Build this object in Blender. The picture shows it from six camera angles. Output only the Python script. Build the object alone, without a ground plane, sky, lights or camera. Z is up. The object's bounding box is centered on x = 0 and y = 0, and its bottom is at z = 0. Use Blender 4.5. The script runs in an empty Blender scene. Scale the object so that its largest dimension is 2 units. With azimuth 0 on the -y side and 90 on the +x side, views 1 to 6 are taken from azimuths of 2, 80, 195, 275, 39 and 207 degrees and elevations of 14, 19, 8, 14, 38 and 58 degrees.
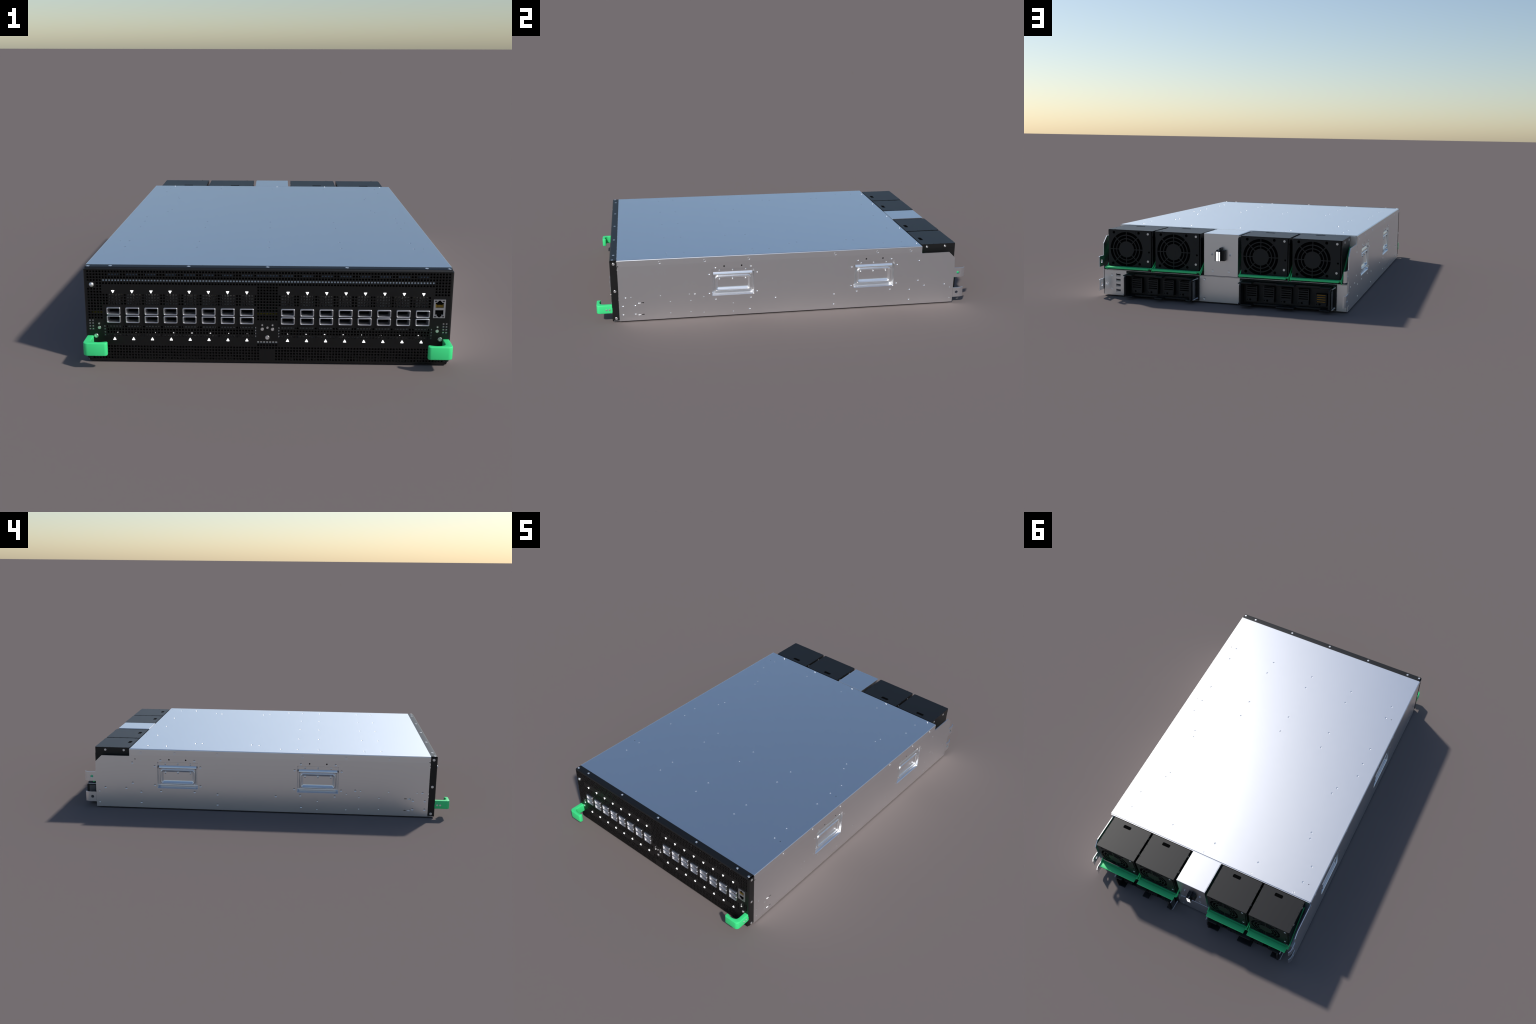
import bpy, bmesh, math, random
from mathutils import Vector, Matrix
random.seed(7)
COL = bpy.context.scene.collection

# ------------------------------------------------------------------ materials
def material(name, base, rough, metal=0.0, grain=0.0, grain_scale=60.0, spec=0.5,
             emit=None, strength=0.0, bump=0.0, bump_scale=400.0):
    m = bpy.data.materials.new(name)
    m.use_nodes = True
    nt = m.node_tree
    b = nt.nodes["Principled BSDF"]
    b.inputs["Base Color"].default_value = (*base, 1)
    b.inputs["Roughness"].default_value = rough
    b.inputs["Metallic"].default_value = metal
    b.inputs["Specular IOR Level"].default_value = spec
    if emit:
        b.inputs["Emission Color"].default_value = (*emit, 1)
        b.inputs["Emission Strength"].default_value = strength
    tc = nt.nodes.new("ShaderNodeTexCoord")
    if grain > 0:
        n = nt.nodes.new("ShaderNodeTexNoise")
        n.inputs["Scale"].default_value = grain_scale
        n.inputs["Detail"].default_value = 4
        nt.links.new(tc.outputs["Object"], n.inputs["Vector"])
        r = nt.nodes.new("ShaderNodeMapRange")
        r.inputs["To Min"].default_value = rough - grain
        r.inputs["To Max"].default_value = rough + grain
        nt.links.new(n.outputs["Fac"], r.inputs["Value"])
        nt.links.new(r.outputs["Result"], b.inputs["Roughness"])
    if bump > 0:
        n = nt.nodes.new("ShaderNodeTexNoise")
        n.inputs["Scale"].default_value = bump_scale
        nt.links.new(tc.outputs["Object"], n.inputs["Vector"])
        bp = nt.nodes.new("ShaderNodeBump")
        bp.inputs["Strength"].default_value = bump
        bp.inputs["Distance"].default_value = 0.0005
        nt.links.new(n.outputs["Fac"], bp.inputs["Height"])
        nt.links.new(bp.outputs["Normal"], b.inputs["Normal"])
    return m

STEEL  = material("sheet_steel", (0.94, 0.945, 0.96), 0.33, 1.0, grain=0.006, grain_scale=35)
LIDS   = material("lid_steel", (0.96, 0.968, 0.985), 0.34, 1.0, grain=0.006, grain_scale=35)  # wall steel copied lighter, tuned to the sun's sheen across the top
NICKEL = material("nickel", (0.70, 0.70, 0.73), 0.42, 1.0)
SCREW  = material("screw_steel", (0.92, 0.91, 0.90), 0.36, 1.0)
DARKM  = material("dark_metal", (0.16, 0.17, 0.19), 0.45, 1.0)
CAGE   = material("cage_lightened", (0.50, 0.47, 0.43), 0.5, 0.0)  # colour lightened, non-metallic, so the weakly lit cages show through the vents
BLACK  = material("black_paint", (0.0060, 0.0060, 0.0062), 0.42, bump=0.08)
FACE   = material("black_paint_darkened", (0.0042, 0.0042, 0.0043), 0.40, spec=0.40)  # the rim's black taken a little darker and less glossy for the face
PLAST  = material("black_plastic", (0.0065, 0.0068, 0.007), 0.5, bump=0.06)
VOID   = material("matt_black", (0.002, 0.002, 0.002), 0.95, spec=0.05)
GREEN  = material("green_plastic", (0.060, 0.86, 0.275), 0.5)
PCB    = material("circuit_board_green", (0.01, 0.16, 0.07), 0.5, grain=0.05)
GOLD   = material("yellow_edge", (0.75, 0.6, 0.02), 0.5)
BRASS  = material("contact_gold", (0.30, 0.20, 0.03), 0.4, 0.6)
AMBER  = material("contact_orange", (0.80, 0.36, 0.02), 0.4)
LAMP   = material("lit_lens", (0.9, 0.9, 0.9), 0.3, emit=(1, 1, 1), strength=2.2)
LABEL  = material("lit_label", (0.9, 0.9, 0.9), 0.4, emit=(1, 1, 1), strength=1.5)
DIML   = material("light_pipe", (0.9, 0.9, 0.9), 0.4, emit=(1, 1, 1), strength=1.0)
WHITEM = material("pale_dome", (0.80, 0.80, 0.80), 0.4, 0.9)
GREYP  = material("grey_shell", (0.52, 0.52, 0.54), 0.38, 0.85)

# ------------------------------------------------------------------ helpers
ROOT = bpy.data.objects.new("network_switch", None)
COL.objects.link(ROOT)
ROOT["label"] = "rack-mount network switch, steel case, black perforated face, green handles"
ROOT["category"] = "network switch"

def make(name, mesh, parent=ROOT, loc=(0, 0, 0), rot=0.0, stuff=False):
    o = bpy.data.objects.new(name, mesh)
    COL.objects.link(o)
    o.parent = parent
    o.location = loc
    o.rotation_euler = (0, 0, rot)
    if stuff:
        o["kind"] = "stuff"
    return o

class Builder:
    """collects faces of several materials into one mesh"""
    def __init__(self):
        self.v, self.f, self.m, self.mats = [], [], [], []
    def slot(self, mat):
        if mat not in self.mats:
            self.mats.append(mat)
        return self.mats.index(mat)
    def add(self, verts, faces, mat):
        k, s = len(self.v), self.slot(mat)
        self.v += [tuple(p) for p in verts]
        for f in faces:
            self.f.append([i + k for i in f]); self.m.append(s)
    def box(self, x0, x1, y0, y1, z0, z1, mat, bevel=0.0, seg=2):
        bm = bmesh.new()
        bmesh.ops.create_cube(bm, size=1)
        for v in bm.verts:
            v.co = ((x0 + x1) / 2 + v.co.x * (x1 - x0), (y0 + y1) / 2 + v.co.y * (y1 - y0),
                    (z0 + z1) / 2 + v.co.z * (z1 - z0))
        if bevel > 0:
            bmesh.ops.bevel(bm, geom=bm.edges[:], offset=bevel, segments=seg, affect='EDGES', profile=0.5)
        self.bm(bm, mat)
    def bm(self, bm, mat):
        bm.verts.index_update()
        self.add([v.co.copy() for v in bm.verts], [[v.index for v in f.verts] for f in bm.faces], mat)
        bm.free()
    def grid(self, rows, mat, close_u=False, close_v=False, cap=None, flip=False):
        """rows: list of equal-length point loops"""
        n = len(rows[0]); faces = []
        R = len(rows)
        for i in range(R if close_v else R - 1):
            for j in range(n if close_u else n - 1):
                a, b = i * n + j, i * n + (j + 1) % n
                c, d = ((i + 1) % R) * n + (j + 1) % n, ((i + 1) % R) * n + j
                faces.append([a, d, c, b] if flip else [a, b, c, d])
        if cap in ('end', 'both'):
            e = [(R - 1) * n + j for j in range(n)]
            faces.append(e[::-1] if flip else e)
        if cap in ('start', 'both'):
            e = list(range(n))
            faces.append(e if flip else e[::-1])
        self.add([p for r in rows for p in r], faces, mat)
    def revolve(self, centre, axis, profile, mat, seg=20, cap="both"):
        """profile: (radius, height along axis)"""
        ax = Vector(axis).normalized()
        up = Vector((0, 0, 1)) if abs(ax.z) < 0.9 else Vector((1, 0, 0))
        e1 = ax.cross(up).normalized(); e2 = ax.cross(e1)
        c = Vector(centre)
        rows = []
        for r, h in profile:
            rows.append([c + ax * h + (e1 * math.cos(t) + e2 * math.sin(t)) * max(r, 1e-5)
                         for t in (2 * math.pi * k / seg for k in range(seg))])
        self.grid(rows, mat, close_u=True, cap=cap)
    def mesh(self, name, smooth=None, recalc=True):
        me = bpy.data.meshes.new(name)
        me.from_pydata(self.v, [], self.f)
        for m in self.mats:
            me.materials.append(m)
        me.polygons.foreach_set("material_index", self.m)
        if recalc:
            bm = bmesh.new(); bm.from_mesh(me)
            bmesh.ops.recalc_face_normals(bm, faces=bm.faces[:])
            bm.to_mesh(me); bm.free()
        if smooth is not None:
            me.polygons.foreach_set("use_smooth", [True] * len(me.polygons))
            me.set_sharp_from_angle(angle=math.radians(smooth))
        me.update()
        return me

def circle(cx, cy, r, seg=14):
    return [(cx + r * math.cos(2 * math.pi * k / seg), cy + r * math.sin(2 * math.pi * k / seg)) for k in range(seg)]

def rect(x0, x1, y0, y1):
    return [(x0, y0), (x1, y0), (x1, y1), (x0, y1)]

def rounded(x0, x1, y0, y1, r, seg=5):
    pts = []
    for cx, cy, a in ((x1 - r, y1 - r, 0), (x0 + r, y1 - r, 90), (x0 + r, y0 + r, 180), (x1 - r, y0 + r, 270)):
        for k in range(seg + 1):
            t = math.radians(a + 90 * k / seg)
            pts.append((cx + r * math.cos(t), cy + r * math.sin(t)))
    return pts

def plate(b, outline, holes, thick, place, mat):
    """flat sheet with real holes, filled by a 2D curve; place(u, v, w) maps to space"""
    cu = bpy.data.curves.new("sheet", 'CURVE')
    cu.dimensions = '2D'; cu.fill_mode = 'BOTH'; cu.extrude = thick / 2
    for loop in [outline] + list(holes):
        sp = cu.splines.new('POLY')
        sp.points.add(len(loop) - 1)
        for p, (x, y) in zip(sp.points, loop):
            p.co = (x, y, 0, 1)
        sp.use_cyclic_u = True
    ob = bpy.data.objects.new("sheet", cu)
    me = bpy.data.meshes.new_from_object(ob)
    bm = bmesh.new(); bm.from_mesh(me)
    bmesh.ops.remove_doubles(bm, verts=bm.verts[:], dist=1e-6)
    bm.verts.index_update()
    b.add([place(*v.co) for v in bm.verts], [[v.index for v in f.verts] for f in bm.faces], mat)
    bm.free()
    bpy.data.objects.remove(ob); bpy.data.curves.remove(cu); bpy.data.meshes.remove(me)

def dimple(b, centre, axis, mat, r=0.006, depth=0.0022):
    """countersunk pit that fills a round hole in a sheet"""
    b.revolve(centre, axis, [(r, 0.0), (r * 0.82, -depth * 0.35), (r * 0.45, -depth), (0.0, -depth * 1.05)][:3], mat, 14, cap="end")

# ------------------------------------------------------------------ chassis sizes
XW, YF, YB, ZT = 0.6206, -0.9215, 0.930, 0.3365       # wall, face plane, panel plane, lid height
LID0, LID1 = -0.885, 0.7330                            # lid front and back edge

# ------------------------------------------------------------------ chassis walls
tray_spots = (-0.2915, 0.4725)                         # centres of the two grip trays along y
def wall_outline():
    return ([(LID0 + 0.0005, 0.004), (0.928, 0.004), (0.929, 0.2005), (0.9265, 0.2605), (0.892, 0.2945), (0.734, 0.2945), (0.734, 0.334), (LID0 + 0.0005, 0.334)])

wall_pits = [(-0.851, 0.136), (-0.866, 0.090), (-0.866, 0.043), (-0.803, 0.091), (-0.803, 0.043),
             (-0.494, 0.137), (-0.204, 0.036), (-0.066, 0.092), (0.253, 0.092), (0.253, 0.034),
             (0.676, 0.094), (0.676, 0.035), (0.722, 0.258), (0.722, 0.144), (0.759, 0.113), (0.875, 0.114)]
wall_small = [(-0.823, 0.1365), (-0.672, 0.1365), (-0.622, 0.101), (-0.622, 0.037), (-0.522, 0.137), (-0.515, 0.101),
              (-0.516, 0.037), (-0.447, 0.118), (-0.447, 0.030), (-0.292, 0.073), (-0.291, 0.026),
              (0.909, 0.093), (0.910, 0.030)]
for c in tray_spots:
    wall_pits += [(c + du, z) for du, z in ((-0.093, 0.276), (0.093, 0.276), (-0.126, 0.241), (0.126, 0.241),
                                            (-0.126, 0.135), (0.126, 0.135), (-0.093, 0.101), (0.093, 0.101))]
for side in (1, -1):
    b = Builder()
    holes = [rect(c - 0.1112, c + 0.1112, 0.1175, 0.2650) for c in tray_spots]
    holes += [circle(c + du, 0.279, 0.0042) for c in tray_spots for du in (-0.046, 0.046)]
    holes += [circle(y, z, 0.006) for y, z in wall_pits] + [circle(y, z, 0.0042, 10) for y, z in wall_small]
    holes += [[(-0.790, z - 0.006), (-0.7895, z + 0.006), (-0.772, z + 0.001), (-0.758, z + 0.0028),
               (-0.756, z), (-0.758, z - 0.0028), (-0.772, z - 0.001)] for z in (0.1005, 0.0355)]
    if side < 0:
        holes.append(circle(0.706, 0.279, 0.003, 10))
    def place(u, v, w, s=side):
        return (s * (XW - 0.002 + w), u, v)
    plate(b, wall_outline(), holes, 0.004, place, STEEL)
    for z0, z1 in ((0.031, 0.0855), (0.148, 0.2005)):  # mounting tabs, curled inward at the tip
        plate(b, rect(0.929, 0.968, z0, z1), [circle(0.951, (z0 + z1) / 2, 0.0085, 20)], 0.004, place, STEEL)
        tip = [(0.0, 0.968), (0.0012, 0.974), (0.0035, 0.980), (0.0085, 0.9895)]
        loop = [(XW - d, y) for d, y in tip] + [(XW - d - 0.004, y) for d, y in tip[::-1]]
        b.grid([[(side * x, y, z) for x, y in loop] for z in (z0, z1)], STEEL, close_u=True, cap='both')
    for y, z in wall_pits:
        dimple(b, (side * XW, y, z), (side, 0, 0), STEEL, 0.006, 0.0016)
    for y, z in wall_small:
        dimple(b, (side * XW, y, z), (side, 0, 0), STEEL, 0.0042, 0.0008)
    for z in (0.1005, 0.0355):                         # pressed guide lances: half cone dipping inward
        rows = []
        for t in (0.0, 0.35, 0.7, 1.0):
            y = -0.790 + 0.018 * t; r = 0.006 * (1 - t) + 0.001
            rows.append([(side * (XW - (0.006 * (1 - t)) * math.sin(math.pi * k / 8)), y, z - r * math.cos(math.pi * k / 8)) for k in range(9)])
        b.grid(rows, STEEL)
    make("chassis_wall", b.mesh("chassis_wall"))

# ------------------------------------------------------------------ lid
lid_pits = [(x, y) for y in (-0.631, -0.539, -0.292, -0.178, 0.647) for x in (-0.533, -0.2665, 0.0, 0.2665, 0.533)]
lid_pits += [(s * x, y) for s in (1, -1) for x, y in ((0.539, -0.088), (0.464, 0.036), (0.451, 0.080), (0.451, 0.357), (0.460, 0.394), (0.538, 0.543))]
lid_screws = [(x, 0.7200) for x in (-0.514, -0.260, 0.030, 0.282, 0.572)]
lid_holes = [(-0.567, -0.541), (-0.567, 0.645), (0.567, -0.631), (0.567, -0.177)]
b = Builder()
holes = [circle(x, y, 0.0052, 12) for x, y in lid_pits] + [circle(x, y, 0.0065, 14) for x, y in lid_screws] + [circle(x, y, 0.0026, 10) for x, y in lid_holes]
plate(b, rect(-0.6168, 0.6168, LID0, LID1), holes, 0.003, lambda u, v, w: (u, v, ZT - 0.0015 + w), LIDS)
for x, y in lid_pits:
    dimple(b, (x, y, ZT), (0, 0, 1), LIDS, 0.0052, 0.0020)
for x, y in lid_screws:
    b.revolve((x, y, ZT), (0, 0, 1), [(0.0065, 0.0), (0.0055, -0.0016), (0.0045, -0.0002), (0.0022, -0.0002), (0.0012, -0.0014)], LIDS, 14, cap="end")
for s in (1, -1):                                      # rolled edge and short skirt, outside the wall
    prof = [(0.6168, ZT)] + [(0.6168 + 0.0046 * math.sin(t), ZT - 0.0044 + 0.0044 * math.cos(t)) for t in (math.pi / 2 * k / 5 for k in range(1, 6))] + [(0.6214, ZT - 0.0052), (0.6214, 0.302), (0.6195, 0.302)]
    rows = [[(s * x, y, z) for x, z in prof] for y in (LID0, LID1)]
    b.grid(rows, LIDS)
    b.box(min(s * 0.6190, s * 0.6216), max(s * 0.6190, s * 0.6216), -0.8846, -0.8780, 0.3022, 0.3062, VOID)
    rows = [[(s * x, LID1, z) for x, z in prof[:7]], [(s * (x - 0.003), LID1, z - 0.003) for x, z in prof[:7]]]
    b.grid(rows, LIDS)
    for y in (-0.670, -0.4385, -0.2075, 0.2545, 0.487, 0.673):   # flush skirt rivets
        b.revolve((s * 0.6214, y, 0.316), (s, 0, 0), [(0.0072, 0.0), (0.0068, 0.0007), (0.0055, 0.0001), (0.003, 0.0001)], LIDS, 16)
b.box(-0.6140, 0.6140, LID1 - 0.0015, LID1 + 0.0015, ZT - 0.010, ZT - 0.0031, LIDS)
make("lid", b.mesh("lid", smooth=25))

# base plate, inner bulkheads and black plates modelled as the unlit depth of the case
b = Builder()
b.box(-0.6163, 0.6163, -0.915, 0.9285, 0.0035, 0.0065, STEEL)
make("base_plate", b.mesh("base_plate"))
b = Builder()
b.box(-0.6164, 0.6164, 0.735, 0.738, 0.131, 0.3325, STEEL)
b.box(-0.6164, 0.6164, 0.735, 0.9295, 0.1290, 0.1312, STEEL)
make("bulkhead", b.mesh("bulkhead"))
b = Builder()
b.box(-0.6145, 0.6145, -0.745, -0.740, 0.007, 0.333, VOID)
b.box(-0.6145, 0.6145, 0.715, 0.720, 0.007, 0.333, VOID)
make("interior_dark_plate", b.mesh("interior_dark_plate"))

# ------------------------------------------------------------------ grip trays
def ramp(v):
    v = min(1.0, max(0.0, v))
    return v * v * (3 - 2 * v)
def tray_depth(u, z):
    outer = min(ramp((0.1112 - abs(u)) / 0.004), ramp((z - 0.1175) / 0.013), ramp((0.265 - z) / 0.004))
    d = 0.023 * outer * (0.50 + 0.50 * ramp((0.243 - z) / 0.010))
    frame = min(ramp((0.100 - abs(u)) / 0.005), ramp((z - 0.1360) / 0.005), ramp((0.232 - z) / 0.005))
    dish = min(ramp((0.087 - abs(u)) / 0.008), ramp((z - 0.1425) / 0.018), ramp((0.217 - z) / 0.008))
    return d - 0.015 * frame + 0.0065 * dish
b = Builder()
NU, NZ = 112, 74
rows = [[(-tray_depth(-0.1112 + 0.2224 * i / NU, 0.1175 + 0.1475 * j / NZ), -0.1112 + 0.2224 * i / NU, 0.1175 + 0.1475 * j / NZ)
         for i in range(NU + 1)] for j in range(NZ + 1)]
b.grid(rows, STEEL)
tray_mesh = b.mesh("grip_tray", smooth=60, recalc=False)
b = Builder()                                          # folding bail: rounded rectangle of thick wire
path = rounded(-0.0915, 0.0915, 0.1445, 0.2205, 0.015, 6)
rows = []
for k, (u, z) in enumerate(path):
    p, q = path[k - 1], path[(k + 1) % len(path)]
    t = Vector((0, q[0] - p[0], q[1] - p[1])).normalized()
    n = Vector((1, 0, 0)).cross(t)
    rows.append([Vector((-0.0070, u, z)) + (Vector((1, 0, 0)) * math.cos(a) + n * math.sin(a)) * 0.0045 for a in (2 * math.pi * i / 12 for i in range(12))])
b.grid(rows, STEEL, close_u=True, close_v=True)
bail_mesh = b.mesh("bail", smooth=60)
b = Builder()                                          # hinge roll above the bail
rows = []
for u in (-0.103, 0.103):
    rows.append([(d, u, z) for d, z in ((-0.016, 0.2465), (-0.0110, 0.2440), (-0.0060, 0.2345), (-0.0055, 0.2315), (-0.0062, 0.2285),
                                        (-0.0085, 0.2262), (-0.013, 0.2255), (-0.016, 0.2300))])
b.grid(rows, STEEL, close_u=True, cap='both')
hinge_mesh = b.mesh("hinge_roll", smooth=35)
b = Builder()
b.revolve((0, 0, 0), (1, 0, 0), [(0.0054, -0.002), (0.0052, 0.0014), (0.0036, 0.0033), (0.0012, 0.0040)], STEEL, 14)
rivet_mesh = b.mesh("rivet", smooth=60)
for side in (1, -1):
    for c in tray_spots:
        t = make("grip_tray", tray_mesh, loc=(side * XW, c, 0), rot=0 if side > 0 else math.pi)
        make("bail", bail_mesh, t); make("hinge_roll", hinge_mesh, t)
        for u in (-0.0695, 0, 0.0695):
            for z in (0.2535, 0.2025):
                make("rivet", rivet_mesh, t, (-tray_depth(u, z), u, z))

# ------------------------------------------------------------------ faceplate
PITCH, HH = 0.01027, 0.0033
row_z = lambda j: 0.3218 - 0.01025 * j
port_x = [s * (0.5226 - 0.06475 * i) for s in (-1, 1) for i in range(8)]
port_z = (0.1837, 0.1546)
def hole_here(j, k):
    a = abs(k)
    if j <= 3: return True
    if j == 4: return k >= -56
    if j == 5: return k in (-56, -55) or a <= 3 or k >= 55
    if j in (6, 7): return k <= -55 or a <= 3 or k >= 55
    if 8 <= j <= 11: return k <= 53
    if 12 <= j <= 16: return k <= -55 or a <= 3
    if 17 <= j <= 20 and a >= 58: return True
    if 19 <= j <= 22: return 4 <= a <= 54
    if j in (24, 25): return a <= 3
    if 26 <= j <= 29: return a <= 53 and not (a <= 2 and j > 26)
    if j == 30: return a > 2
    return False
xs, zs, cut = {-0.6138, 0.6138}, {0.0070, 0.3298}, set()
for k in range(-59, 60):
    xs |= {round(k * PITCH - HH, 6), round(k * PITCH + HH, 6)}
for j in range(31):
    zs |= {round(row_z(j) - HH, 6), round(row_z(j) + HH, 6)}
big = [(x - 0.0205, x + 0.0205, z - 0.0105, z + 0.0105) for x in port_x for z in port_z] + [(0.5605, 0.5935, 0.1735, 0.2315)]
for x0, x1, z0, z1 in big:
    xs |= {round(x0, 6), round(x1, 6)}; zs |= {round(z0, 6), round(z1, 6)}
xs, zs = sorted(xs), sorted(zs)
def open_cell(x, z):
    k = round(x / PITCH); j = round((0.3218 - z) / 0.01025)
    if abs(k) <= 59 and 0 <= j <= 30 and abs(x - k * PITCH) < HH and abs(z - row_z(j)) < HH and hole_here(j, k):
        return True
    return any(x0 < x < x1 and z0 < z < z1 for x0, x1, z0, z1 in big)
NX, NZc = len(xs) - 1, len(zs) - 1
openc = [[open_cell((xs[i] + xs[i + 1]) / 2, (zs[j] + zs[j + 1]) / 2) for i in range(NX)] for j in range(NZc)]
b = Builder()
y0, y1 = YF, YF + 0.0045
idx = lambda i, j, l: (j * (NX + 1) + i) * 2 + l
verts = [(x, y, z) for z in zs for x in xs for y in (y0, y1)]
faces = []
for j in range(NZc):
    for i in range(NX):
        if openc[j][i]:
            continue
        faces.append([idx(i, j, 0), idx(i + 1, j, 0), idx(i + 1, j + 1, 0), idx(i, j + 1, 0)])
        faces.append([idx(i, j, 1), idx(i, j + 1, 1), idx(i + 1, j + 1, 1), idx(i + 1, j, 1)])
        for di, dj, e in ((-1, 0, ((i, j), (i, j + 1))), (1, 0, ((i + 1, j + 1), (i + 1, j))),
                          (0, -1, ((i + 1, j), (i, j))), (0, 1, ((i, j + 1), (i + 1, j + 1)))):
            a, c = i + di, j + dj
            if not (0 <= a < NX and 0 <= c < NZc) or openc[c][a]:
                (p, q), (r, s) = e
                faces.append([idx(p, q, 0), idx(r, s, 0), idx(r, s, 1), idx(p, q, 1)][::-1])
b.add(verts, faces, FACE)
fp = b.mesh("faceplate", recalc=False)
make("faceplate", fp)

# folded rim round the faceplate
b = Builder()
arc = lambda r, n=5: [(r * math.sin(t), r * (1 - math.cos(t))) for t in (math.pi / 2 * k / n for k in range(n + 1))]
R = 0.0070
def rim(place, length):
    prof = [(YF + c, s) for s, c in arc(R)] + [(LID0 - 0.0005, R)]
    inner = [(y + (0.0025 if y < -0.9 else 0), h - 0.0028) for y, h in prof]
    loop = prof + inner[::-1]
    b.grid([[place(t, y, h) for y, h in loop] for t in length], BLACK, close_u=True, cap='both')
rim(lambda t, y, h: (t, y, 0.3298 + h), (-0.6150, 0.6150))
rim(lambda t, y, h: (t, y, 0.0070 - h), (-0.6080, 0.6080))
for s in (1, -1):
    rim(lambda t, y, h, s=s: (s * (0.6138 + h), y, t), (0.0125, 0.3295))
    b.box(s * 0.6065 - 0.0060, s * 0.6065 + 0.0060, YF + 0.0012, LID0 - 0.002, 0.3270, 0.3345, BLACK, 0.002)
    b.box(s * 0.6075 - 0.0055, s * 0.6075 + 0.0055, YF + 0.0012, LID0 - 0.002, 0.0020, 0.0160, BLACK, 0.002)
make("bezel_rim", b.mesh("bezel_rim", smooth=40))

# screws of the rim
def screw_mesh(r, h, name="screw", mat=SCREW):
    b = Builder()
    b.revolve((0, 0, 0), (0, 0, 1), [(r, -0.001), (r, h * 0.4), (r * 0.90, h), (r * 0.34, h), (r * 0.24, h * 0.2)], mat, 18)
    return b.mesh(name, smooth=35)
S6, S5, S4 = screw_mesh(0.0064, 0.0009), screw_mesh(0.0072, 0.0009), screw_mesh(0.0052, 0.0009)
def put_screw(mesh, loc, axis, parent=ROOT, name="screw"):
    o = make(name, mesh, parent, loc)
    o.rotation_euler = Vector(axis).to_track_quat('Z', 'Y').to_euler()
    return o
for x in (-0.5317, -0.2660, 0.0, 0.2660, 0.5317):
    put_screw(S6, (x, -0.9022, 0.3367), (0, 0, 1))
for s in (1, -1):
    put_screw(S6, (s * 0.6068, -0.907, 0.3367), (0, 0, 1))
    for z in (0.3181, 0.1702, 0.0203):
        put_screw(S5, (s * 0.6207, -0.9016, z), (s, 0, 0))

# port cages
def frame_mesh(hw, hh, name):
    b = Builder()
    def ring(w, h, y, r=0.0035):
        return [(x, y, z) for x, z in rounded(-w, w, -h, h, r, 4)]
    rows = [ring(hw, hh, 0.0005), ring(hw, hh, -0.0048), ring(hw - 0.0006, hh - 0.0006, -0.0062), ring(hw - 0.0018, hh - 0.0018, -0.0068, 0.0030),
            ring(hw - 0.0030, hh - 0.0030, -0.0062, 0.0024), ring(hw - 0.0034, hh - 0.0034, -0.0048, 0.0030), ring(hw - 0.0046, hh - 0.0042, 0.002, 0.0040), ring(hw - 0.0066, hh - 0.0056, 0.016, 0.0040)]
    b.grid(rows, NICKEL, close_u=True, flip=True)
    rows = [ring(hw - 0.0066, hh - 0.0056, 0.016, 0.0040), ring(hw - 0.0068, hh - 0.0058, 0.110, 0.0040)]
    b.grid(rows, DARKM, close_u=True, cap='end', flip=True)
    b.box(-hw + 0.008, hw - 0.008, 0.032, 0.109, -0.0042, -0.0022, DARKM, 0.0005)
    return b.mesh(name, smooth=75)
cage = frame_mesh(0.0237, 0.0130, "port_cage")
for x in port_x:
    for z in port_z:
        make("port_cage", cage, loc=(x, YF, z))

# port lamps: rounded triangular lenses, each on a light pipe
def lens_mesh(point):
    b = Builder()
    tri = [(-0.0059, 0.0050), (0.0059, 0.0050), (0.0, -0.0060)]
    def loop(k):
        pts = []
        for i in range(3):
            p, q, r = Vector(tri[i - 1]), Vector(tri[i]), Vector(tri[(i + 1) % 3])
            for f in (0.16, 0.06):
                pts.append(q.lerp(p, f) * k + Vector((0, 0)))
            pts.append(q.lerp(r, 0.16) * k)
        return pts
    rows = [[(p.x, y, point * -p.y) for p in loop(k)] for y, k in ((0.001, 0.95), (-0.0016, 0.95), (-0.0024, 0.84))]
    b.grid(rows, LAMP, close_u=True, cap='end')
    b.revolve((0, 0.005, 0), (0, 1, 0), [(0.0027, 0.0), (0.0027, 0.055)], DIML, 8)
    return b.mesh("port_lamp")
lens_dn, lens_up = lens_mesh(-1), lens_mesh(1)
for x in port_x:
    make("port_lamp", lens_dn, loc=(x, YF, 0.2515))
    make("port_lamp", lens_up, loc=(x, YF, 0.0838))

# small studs, buttons and the pale dome on the face
stud = [screw_mesh(0.0033, 0.0030, "stud"), screw_mesh(0.0058, 0.0016, "stud"), screw_mesh(0.0075, 0.0016, "stud"), screw_mesh(0.0042, 0.0020, "stud")]
for x, z, k in ((-0.0171, 0.1382, 0), (0.0178, 0.1382, 0), (0.0005, 0.1288, 3), (-0.0171, 0.1230, 1), (0.0178, 0.1230, 1), (0.0003, 0.0928, 2),
                (-0.574, 0.1379, 0), (0.5745, 0.1379, 0), (-0.5738, 0.1228, 1), (0.5742, 0.1228, 1), (-0.586, 0.0930, 2), (0.5857, 0.0930, 2)):
    put_screw(stud[k], (x, YF, z), (0, -1, 0), name="stud")
b = Builder()
b.revolve((0, 0, 0), (0, -1, 0), [(0.0085, -0.001), (0.0085, 0.002), (0.0074, 0.0045), (0.0048, 0.0066), (0.0018, 0.0075)], WHITEM, 24)
make("grounding_stud", b.mesh("grounding_stud", smooth=60), loc=(-0.5941, YF, 0.2758))

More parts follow.
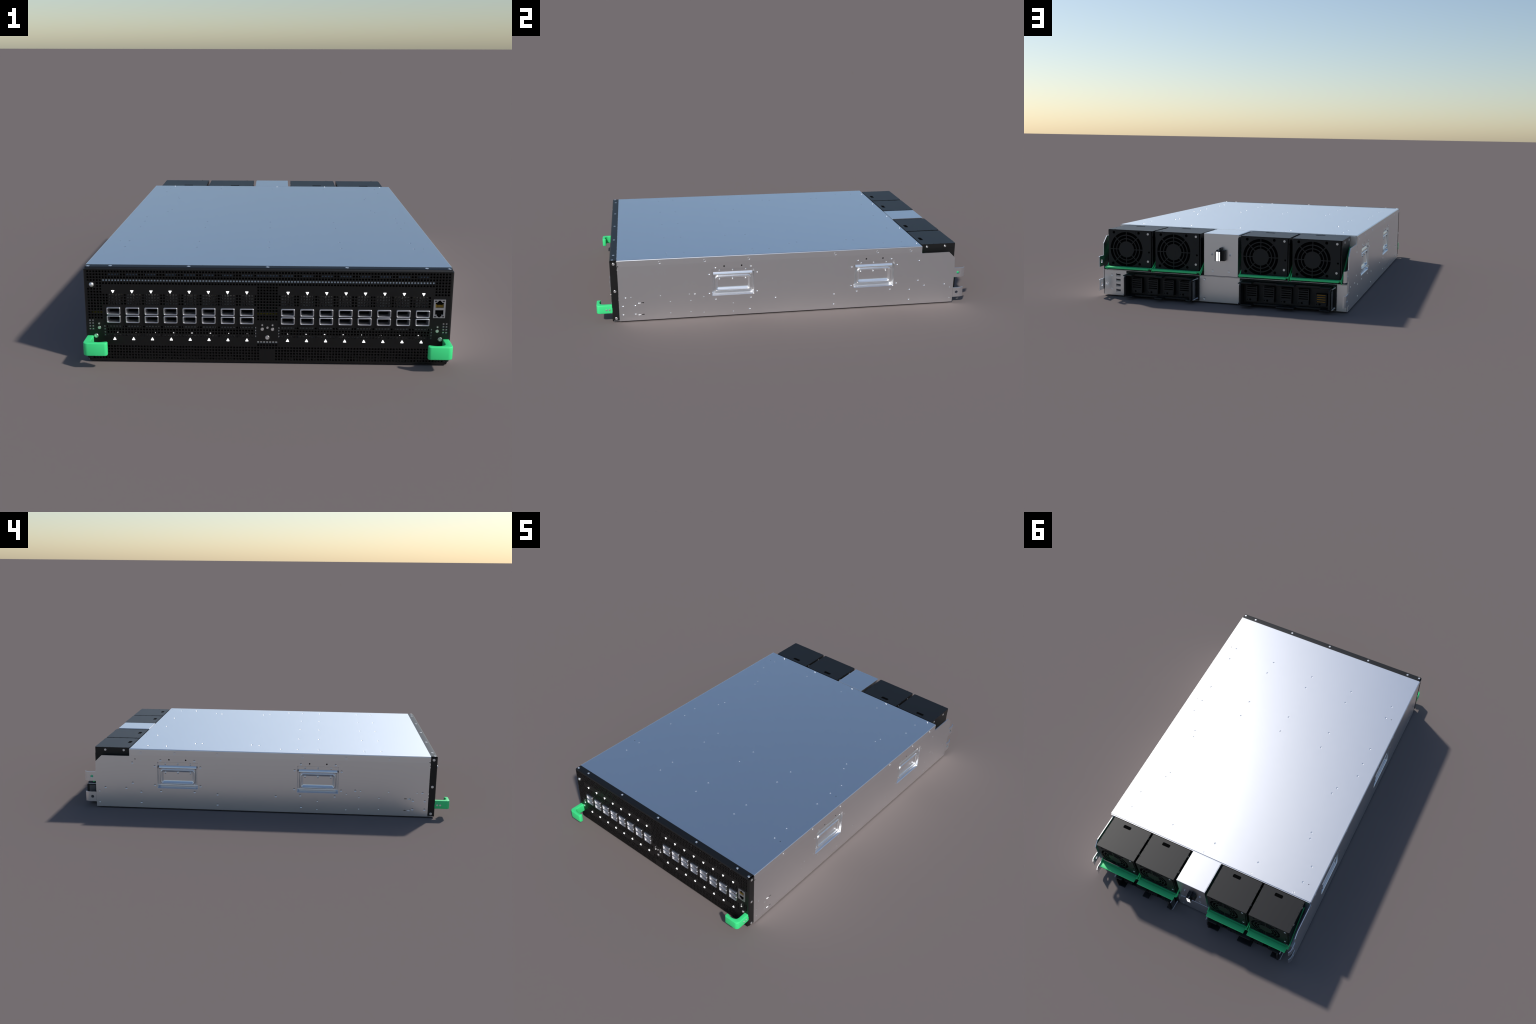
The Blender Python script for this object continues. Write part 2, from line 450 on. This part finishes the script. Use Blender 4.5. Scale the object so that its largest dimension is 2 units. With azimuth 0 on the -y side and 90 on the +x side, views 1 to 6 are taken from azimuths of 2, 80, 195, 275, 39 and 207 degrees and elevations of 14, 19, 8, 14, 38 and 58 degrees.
# network sockets: one shell with two stepped apertures
b = Builder()
def jack(cx, z0, z1, flip):
    w, n, m = 0.0137, 0.0078, 0.0042
    pts = [(-w, 0), (w, 0), (w, 0.0185), (n, 0.0185), (n, 0.0225), (m, 0.0225), (m, 0.0258), (-m, 0.0258), (-m, 0.0225), (-n, 0.0225), (-n, 0.0185), (-w, 0.0185)]
    return [(cx + x, (z0 + y) if not flip else (z1 - y)) for x, y in pts]
EC = 0.5772
holes = [jack(EC, 0.2062, 0, False), jack(EC, 0, 0.1985, True)]
for s in (1, -1):
    holes.append(rect(EC + s * 0.0130 - 0.0034, EC + s * 0.0130 + 0.0034, 0.2277, 0.2317))
    holes.append(rect(EC + s * 0.0130 - 0.0034, EC + s * 0.0130 + 0.0034, 0.1732, 0.1772))
plate(b, rect(0.5572, 0.5972, 0.1705, 0.2350), holes, 0.004, lambda u, v, w: (u, YF - 0.001 + w, v), GREYP)
b.box(0.5606, 0.5934, YF + 0.0012, YF + 0.0255, 0.1737, 0.2313, VOID)
for i in range(8):
    x = EC - 0.0091 + 0.0026 * i
    b.box(x - 0.0007, x + 0.0007, YF - 0.0002, YF + 0.0011, 0.2078, 0.2160, BRASS)
for s in (1, -1):
    b.box(EC + s * 0.0118 - 0.0012, EC + s * 0.0118 + 0.0012, YF - 0.0002, YF + 0.0011, 0.207, 0.219, BRASS)
    b.box(EC + s * 0.0105 - 0.0028, EC + s * 0.0105 + 0.0028, YF - 0.0002, YF + 0.0010, 0.1745, 0.1830, DARKM)
make("network_socket", b.mesh("network_socket"))

# ------------------------------------------------------------------ what shows through the perforations
b = Builder()
for xa, xb in ((-0.606, -0.5475), (-0.045, 0.045), (0.5475, 0.606)):   # the board shows beside the port groups
    b.box(xa, xb, -0.884, -0.745, 0.1635, 0.1672, PCB)
    b.box(xa, xb, -0.8865, -0.884, 0.1630, 0.1677, GOLD)
b.box(-0.606, 0.606, -0.845, -0.745, 0.1600, 0.1634, PCB)
make("circuit_board", b.mesh("circuit_board"))
b = Builder()
for x in port_x:
    b.box(x - 0.0235, x + 0.0235, -0.910, -0.77, 0.1975, 0.2010, CAGE, 0.001, 1)
    b.box(x - 0.0235, x + 0.0235, -0.910, -0.77, 0.1170, 0.1400, CAGE, 0.001, 1)
    for i in range(5):                                 # finned cooler on the cage
        b.box(x - 0.0215 + 0.0090 * i, x - 0.0150 + 0.0090 * i, -0.902, -0.80, 0.2012, 0.2360, CAGE)
make("port_block", b.mesh("port_block"), stuff=True)
b = Builder()
def bar(x0, x1, ya, yb, z0, z1, mat=STEEL):            # slanted strip, lower edge forward
    b.add([(x0, ya, z0), (x1, ya, z0), (x1, yb, z1), (x0, yb, z1),
           (x0, yb + 0.002, z0), (x1, yb + 0.002, z0)], [[0, 1, 2, 3], [0, 4, 5, 1], [3, 2, 5, 4], [0, 3, 4], [1, 5, 2]], mat)
bar(-0.558, 0.558, -0.9166, -0.9145, 0.2868, 0.2958, GREYP)
for x in port_x + [-0.02, 0.02]:
    bar(x - 0.019, x + 0.019, -0.9140, -0.911, 0.3065, 0.3150, DARKM)
for s in (1, -1):
    b.box(min(s * 0.5865, s * 0.611), max(s * 0.5865, s * 0.611), -0.9166, -0.9146, 0.112, 0.1545, SCREW)
    bar(min(s * 0.034, s * 0.560), max(s * 0.034, s * 0.560), -0.9165, -0.910, 0.0915, 0.0955, NICKEL)
    for x in (0.0395, 0.5562):
        b.box(s * x - 0.0022, s * x + 0.0022, -0.9166, -0.911, 0.0925, 0.1330, STEEL, 0.0008, 1)
bar(-0.036, 0.036, -0.9165, -0.9155, 0.0715, 0.0805, SCREW)
make("stiffener", b.mesh("stiffener"), stuff=True)

# ------------------------------------------------------------------ green carry handles
b = Builder()
out = [(0.6168, -0.9210), (0.6168, -0.9800)]
out += [(0.5988 + 0.018 * math.cos(t), -0.9820 - 0.018 * math.sin(t)) for t in (math.pi / 2 * k / 7 for k in range(8))]
out += [(0.5445, -1.0), (0.5385, -0.9985), (0.5352, -0.9945), (0.5345, -0.9880), (0.5352, -0.9815), (0.5385, -0.9785), (0.5435, -0.9785),
        (0.5500, -0.9812), (0.5570, -0.9835), (0.5660, -0.9845), (0.5750, -0.9838), (0.5830, -0.9815), (0.5895, -0.9775), (0.5935, -0.9715), (0.5950, -0.9640), (0.5950, -0.9210)]
bm = bmesh.new()
vs = [bm.verts.new((x, y, 0.0488)) for x, y in out]
f = bm.faces.new(vs)
ext = bmesh.ops.extrude_face_region(bm, geom=[f])
for v in ext["geom"]:
    if isinstance(v, bmesh.types.BMVert):
        v.co.z = 0.0938
bm.normal_update()
edges = [e for e in bm.edges if abs(e.verts[0].co.z - e.verts[1].co.z) < 1e-6 and not (abs(e.verts[0].co.y + 0.921) < 1e-4 and abs(e.verts[1].co.y + 0.921) < 1e-4)]
bmesh.ops.bevel(bm, geom=edges, offset=0.0028, segments=3, affect='EDGES', profile=0.5, clamp_overlap=True)
b.bm(bm, GREEN)
b.box(0.6120, 0.6186, -0.9205, -0.9145, 0.0545, 0.0800, GREEN, 0.0010)
right = b.mesh("carry_handle", smooth=40)
left = right.copy()
left.transform(Matrix.Scale(-1, 4, (1, 0, 0))); left.flip_normals()
for s, me in ((1, right), (-1, left)):
    h = make("carry_handle", me)
    for y in (-0.9335, -0.9497):
        put_screw(S4, (s * 0.6169, y, 0.0686), (s, 0, 0), h)

# ------------------------------------------------------------------ fan modules
FZ = 0.2372                                            # impeller height
def sector(r0, r1, a0, a1, gap=0.0021, n=7):
    p = []
    for r, order in ((r1, 1), (r0, -1)):
        g = math.asin(gap / r); ts = [a0 + g + (a1 - a0 - 2 * g) * k / n for k in range(n + 1)]
        p += [(r * math.cos(t), r * math.sin(t)) for t in ts[::order]]
    return p
FX0, FX1 = -0.1395, 0.0985                             # module edges measured from the impeller axis
b = Builder()
b.box(FX0 + 0.0030, FX1 - 0.0030, 0.7425, 0.885, 0.1520, 0.3315, BLACK)
b.box(FX0 + 0.0030, FX0 + 0.0055, 0.885, 0.9335, 0.1520, 0.3315, BLACK)
b.box(FX1 - 0.0055, FX1 - 0.0030, 0.885, 0.9335, 0.1520, 0.3315, BLACK)
b.box(FX0 + 0.0056, FX1 - 0.0056, 0.885, 0.9335, 0.1520, 0.1539, BLACK)
b.box(FX0 + 0.0006, FX0 + 0.0029, 0.7435, 0.9330, 0.3085, 0.3312, BLACK)   # folded skirts of the cap
b.box(FX1 - 0.0029, FX1 - 0.0006, 0.7435, 0.9330, 0.3085, 0.3312, BLACK)
b.box(FX0 + 0.0007, FX0 + 0.0029, 0.926, 0.9350, 0.166, 0.300, BLACK)
b.box(FX0 + 0.006, FX1 - 0.006, 0.8851, 0.9332, 0.155, 0.330, VOID)
fan_body = b.mesh("fan_module")
b = Builder()                                          # cap with finger slot
slot = rounded(-0.0236, 0.0236, 0.7610, 0.7805, 0.006, 4)
plate(b, rounded(FX0 + 0.0004, FX1 - 0.0004, 0.7425, 0.9352, 0.005, 4), [slot], 0.0030, lambda u, v, w: (u, v, 0.3325 + w), BLACK)
for y in (0.762, 0.812, 0.853, 0.893):                 # fold notches along the edges
    for x in (FX0 + 0.0040, FX1 - 0.0040):
        b.box(x - 0.0022, x + 0.0022, y - 0.0011, y + 0.0011, 0.3335, 0.3342, VOID)
b.box(-0.0233, 0.0233, 0.7612, 0.7803, 0.3316, 0.3322, VOID)
cap_mesh = b.mesh("fan_cap")
b = Builder()
holes = []
for r0, r1 in ((0.0400, 0.0508), (0.0553, 0.0677), (0.0728, 0.0860)):
    holes += [sector(r0, r1, math.pi / 4 * k, math.pi / 4 * (k + 1)) for k in range(8)]
holes += [circle(x, z, 0.0070, 16) for x, z in ((0.0668, 0.0822), (-0.0652, 0.0828), (0.0722, -0.0709), (-0.0702, -0.0705))]
holes += [circle(-0.1200, -0.0090, 0.0048, 14)]
plate(b, rect(FX0 + 0.0090, FX1 - 0.0030, 0.1535 - FZ, 0.3305 - FZ), holes, 0.0025, lambda u, v, w: (u, 0.9348 + w, FZ + v), PLAST)
for cx, cz, a in ((0.0668, 0.0822, 150), (-0.0652, 0.0828, -10), (-0.0702, -0.0705, -20), (0.0722, -0.0709, 200)):
    rows = []                                          # raised arcs round the mounting holes
    for k in range(9):
        t = math.radians(a - 40 + 10 * k)
        rows.append([(cx + r * math.cos(t), y, FZ + cz + r * math.sin(t)) for r, y in ((0.0165, 0.9360), (0.0165, 0.9366), (0.0177, 0.9366), (0.0177, 0.9360))])
    b.grid(rows, PLAST)
grille_mesh = b.mesh("fan_grille")
b = Builder()                                          # green pull bail: flat lip and two slanted arms
b.box(FX0 + 0.0045, FX1 - 0.0035, 0.9515, 0.9835, 0.1455, 0.1545, GREEN, 0.0025)
b.box(FX0 + 0.0045, FX1 - 0.0035, 0.938, 0.9530, 0.1438, 0.1480, GREEN, 0.001)
for x in (FX0 - 0.0018, FX1 + 0.0003):
    bm = bmesh.new()
    bmesh.ops.create_cube(bm, size=1)
    L = 0.245
    for v in bm.verts:
        v.co = (v.co.x * 0.0042, v.co.y * L, v.co.z * 0.016)
    bmesh.ops.bevel(bm, geom=bm.edges[:], offset=0.001, segments=1, affect='EDGES')
    bmesh.ops.rotate(bm, verts=bm.verts, matrix=Matrix.Rotation(-math.atan(0.69), 3, 'X'))
    bmesh.ops.translate(bm, verts=bm.verts, vec=(x, 0.8530, 0.2085))
    b.bm(bm, GREEN)
    xa, xb = sorted((x - 0.0021 if x < 0 else FX1 - 0.005, x + 0.0021 if x > 0 else FX0 + 0.006))
    b.box(xa, xb, 0.945, 0.9590, 0.1450, 0.1540, GREEN, 0.001)
pull_mesh = b.mesh("pull_bail", smooth=40)
SF = screw_mesh(0.0060, 0.0016)
for cx in (0.4893, 0.2393, -0.2003, -0.4503):
    f = make("fan_module", fan_body, loc=(cx, 0, 0))
    make("fan_cap", cap_mesh, f); make("fan_grille", grille_mesh, f); make("pull_bail", pull_mesh, f)
    for z in (0.3176, 0.1826):
        put_screw(SF, (-0.1148, 0.9360, z), (0, 1, 0), f)
    for y in (0.7749, 0.8778):
        put_screw(S6, (FX0 + 0.0005, y, 0.3190), (-1, 0, 0), f)
        put_screw(S6, (FX1 - 0.0005, y, 0.3190), (1, 0, 0), f)

# ------------------------------------------------------------------ breaker housing
b = Builder()
b.box(-0.0858, 0.0858, 0.7390, 0.9285, 0.1325, 0.3362, STEEL, 0.0012)
b.box(-0.0885, -0.0859, 0.7390, 0.9280, 0.3215, 0.3350, STEEL, 0.0010)
for s in (1, -1):
    b.revolve((s * 0.0408, 0.9285, 0.158), (0, 1, 0), [(0.0058, -0.0005), (0.0058, 0.0008), (0.0042, 0.0003), (0.002, 0.0003)], STEEL, 16)
b.revolve((-0.0462, 0.9285, 0.2360), (0, 1, 0), [(0.0115, -0.0005), (0.0113, 0.0005), (0.004, 0.0006)], STEEL, 24)
bh = make("breaker_housing", b.mesh("breaker_housing"))
for x in (0.0448, -0.0462):
    put_screw(screw_mesh(0.0050, 0.0042, mat=NICKEL), (x, 0.9288, 0.2362), (0, 1, 0), bh)
b = Builder()
b.box(-0.0265, 0.0160, 0.9283, 0.9520, 0.2100, 0.2615, PLAST, 0.0008, 1)
b.box(-0.0100, 0.0160, 0.9500, 0.9700, 0.2105, 0.2560, PLAST, 0.0008, 1)
b.box(-0.0085, -0.0010, 0.9300, 0.9560, 0.2600, 0.2730, PLAST, 0.001, 1)
b.box(-0.0060, 0.0010, 0.9550, 0.9690, 0.2555, 0.2630, DARKM, 0.001, 1)
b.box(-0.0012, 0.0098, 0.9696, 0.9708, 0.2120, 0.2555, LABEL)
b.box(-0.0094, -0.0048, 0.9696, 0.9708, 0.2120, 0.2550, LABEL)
make("breaker_switch", b.mesh("breaker_switch"), bh)

# ------------------------------------------------------------------ connector panel
b = Builder()
usb = [(0.1050 - 0.0259 * i) for i in range(4)]
holes = [rect(0.5258, 0.5502, z - 0.0077, z + 0.0077) for z in usb]
holes += [rect(0.128, 0.470, 0.013, 0.122), rect(-0.545, -0.128, 0.013, 0.122)]
plate(b, rounded(-0.6155, 0.6130, 0.0052, 0.1280, 0.002, 2), holes, 0.003, lambda u, v, w: (u, YB - 0.0015 + w, v), STEEL)
for z in usb:
    b.box(0.5262, 0.5498, YB - 0.022, YB - 0.0032, z - 0.0073, z + 0.0073, VOID)
    b.box(0.5262, 0.5498, YB - 0.0030, YB - 0.0004, z - 0.0074, z - 0.0012, NICKEL, 0.0004, 1)
    b.box(0.5455, 0.5498, YB - 0.0030, YB - 0.0004, z - 0.0011, z + 0.0060, DARKM)
    b.box(0.5262, 0.5454, YB - 0.0030, YB - 0.0006, z + 0.0046, z + 0.0074, NICKEL, 0.0004, 1)
for x, z in ((0.573, 0.1055), (0.5717, 0.0383), (0.5965, 0.0600), (0.0815, 0.1140), (0.0815, 0.0195)):
    b.revolve((x, YB, z), (0, 1, 0), [(0.0060, -0.0005), (0.0056, 0.0006), (0.0044, 0.0001), (0.002, 0.0001)], STEEL, 16)
make("connector_panel", b.mesh("connector_panel", smooth=30))

def connector(x_lo, x_hi, block_x, short_x, tabs):
    """black power connector: flange, shroud walls, guard tabs and slotted contact blocks"""
    b = Builder()
    holes = []
    b.box(x_lo - 0.018, x_hi + 0.018, 0.9304, 0.9350, 0.0058, 0.1290, PLAST, 0.0012, 1)
    b.box(x_lo, x_hi, 0.935, 0.9415, 0.016, 0.1125, PLAST)
    b.box(x_lo, x_hi, 0.935, 0.9600, 0.1105, 0.1215, PLAST, 0.0015, 1)      # roof and floor of the shroud
    b.box(x_lo, x_hi, 0.935, 0.9600, 0.0100, 0.0190, PLAST, 0.0015, 1)
    for xa, xb in tabs:
        b.box(xa, xb, 0.936, 0.9945, 0.1150, 0.1225, PLAST, 0.0025, 2)
        b.box(xa, xb, 0.936, 0.9945, 0.0105, 0.0175, PLAST, 0.0025, 2)
    for xa, xb in ((x_lo, x_lo + 0.008), (x_hi - 0.008, x_hi)):             # end walls with cut corners
        prof = [(0.936, 0.0115), (0.988, 0.0115), (0.9995, 0.0220), (0.9995, 0.1060), (0.988, 0.1190), (0.936, 0.1190)]
        b.grid([[(x, y, z) for y, z in prof] for x in (xa, xb)], PLAST, close_u=True, cap='both')
    o = make("power_connector", b.mesh("power_connector"))
    def block(h0, h1, n, mat_slot):
        b = Builder()
        plate(b, rect(-0.0262, 0.0262, h0, h1), [rect(-0.0225, 0.0225, h1 - 0.0065 - 0.0105 * i, h1 - 0.0020 - 0.0105 * i) for i in range(n)],
              0.0040, lambda u, v, w: (u, 0.9640 + w, v), PLAST)
        b.box(-0.0262, 0.0262, 0.9415, 0.9570, h0, h1, VOID)
        for x in (-0.0262, 0.0240):
            b.box(x, x + 0.0022, 0.9570, 0.9620, h0, h1, PLAST)
        b.box(-0.0262, 0.0262, 0.9560, 0.9675, h0 - 0.0005, h0 + 0.0160, PLAST, 0.0008, 1)
        if mat_slot:
            for i in range(n):
                b.box(-0.0200, 0.0200, 0.9580, 0.9640, h1 - 0.0060 - 0.0105 * i, h1 - 0.0042 - 0.0105 * i, mat_slot)
        b.revolve((0.0065, 0.9675, h0 + 0.0085), (0, 1, 0), [(0.0050, -0.0004), (0.0050, 0.0004), (0.001, 0.0004)], VOID, 14)
        b.revolve((0.0205, 0.9675, h0 + 0.0080), (0, 1, 0), [(0.0024, -0.0004), (0.0024, 0.0004), (0.001, 0.0004)], VOID, 10)
        return b.mesh("contact_block")
    full = block(0.0300, 0.1040, 5, None)
    for x in block_x:
        make("contact_block", full, o, (x, 0, 0))
    if short_x is not None:
        make("contact_block", block(0.0300, 0.0855, 4, AMBER), o, (short_x, 0, 0))
    b = Builder()
    b.revolve((0, 0, 0), (0, 1, 0), [(0.0062, 0.0), (0.0062, 0.004), (0.0040, 0.0075), (0.0032, 0.0085), (0.0032, 0.052), (0.0014, 0.056)], GREYP, 14)
    pin = b.mesh("guide_pin", smooth=40)
    b = Builder()
    b.box(x_lo - 0.0052, x_lo - 0.0028, 0.950, 0.985, 0.022, 0.106, DARKM, 0.0006, 1)
    make("guide_strip", b.mesh("guide_strip"), o)
    for z in (0.1148, 0.0183):
        make("guide_pin", pin, o, (x_lo - 0.0075, 0.9352, z))
        make("guide_pin", pin, o, (x_hi + 0.0075, 0.9352, z))
connector(0.1260, 0.4745, (0.4205, 0.3365, 0.2535, 0.1712), None, ((0.128, 0.1560), (0.2765, 0.3165), (0.4345, 0.4715)))
connector(-0.5500, -0.1150, (-0.1680, -0.2513, -0.3350, -0.4180), -0.5020, ((-0.5475, -0.500), (-0.3805, -0.2935), (-0.1750, -0.1185)))
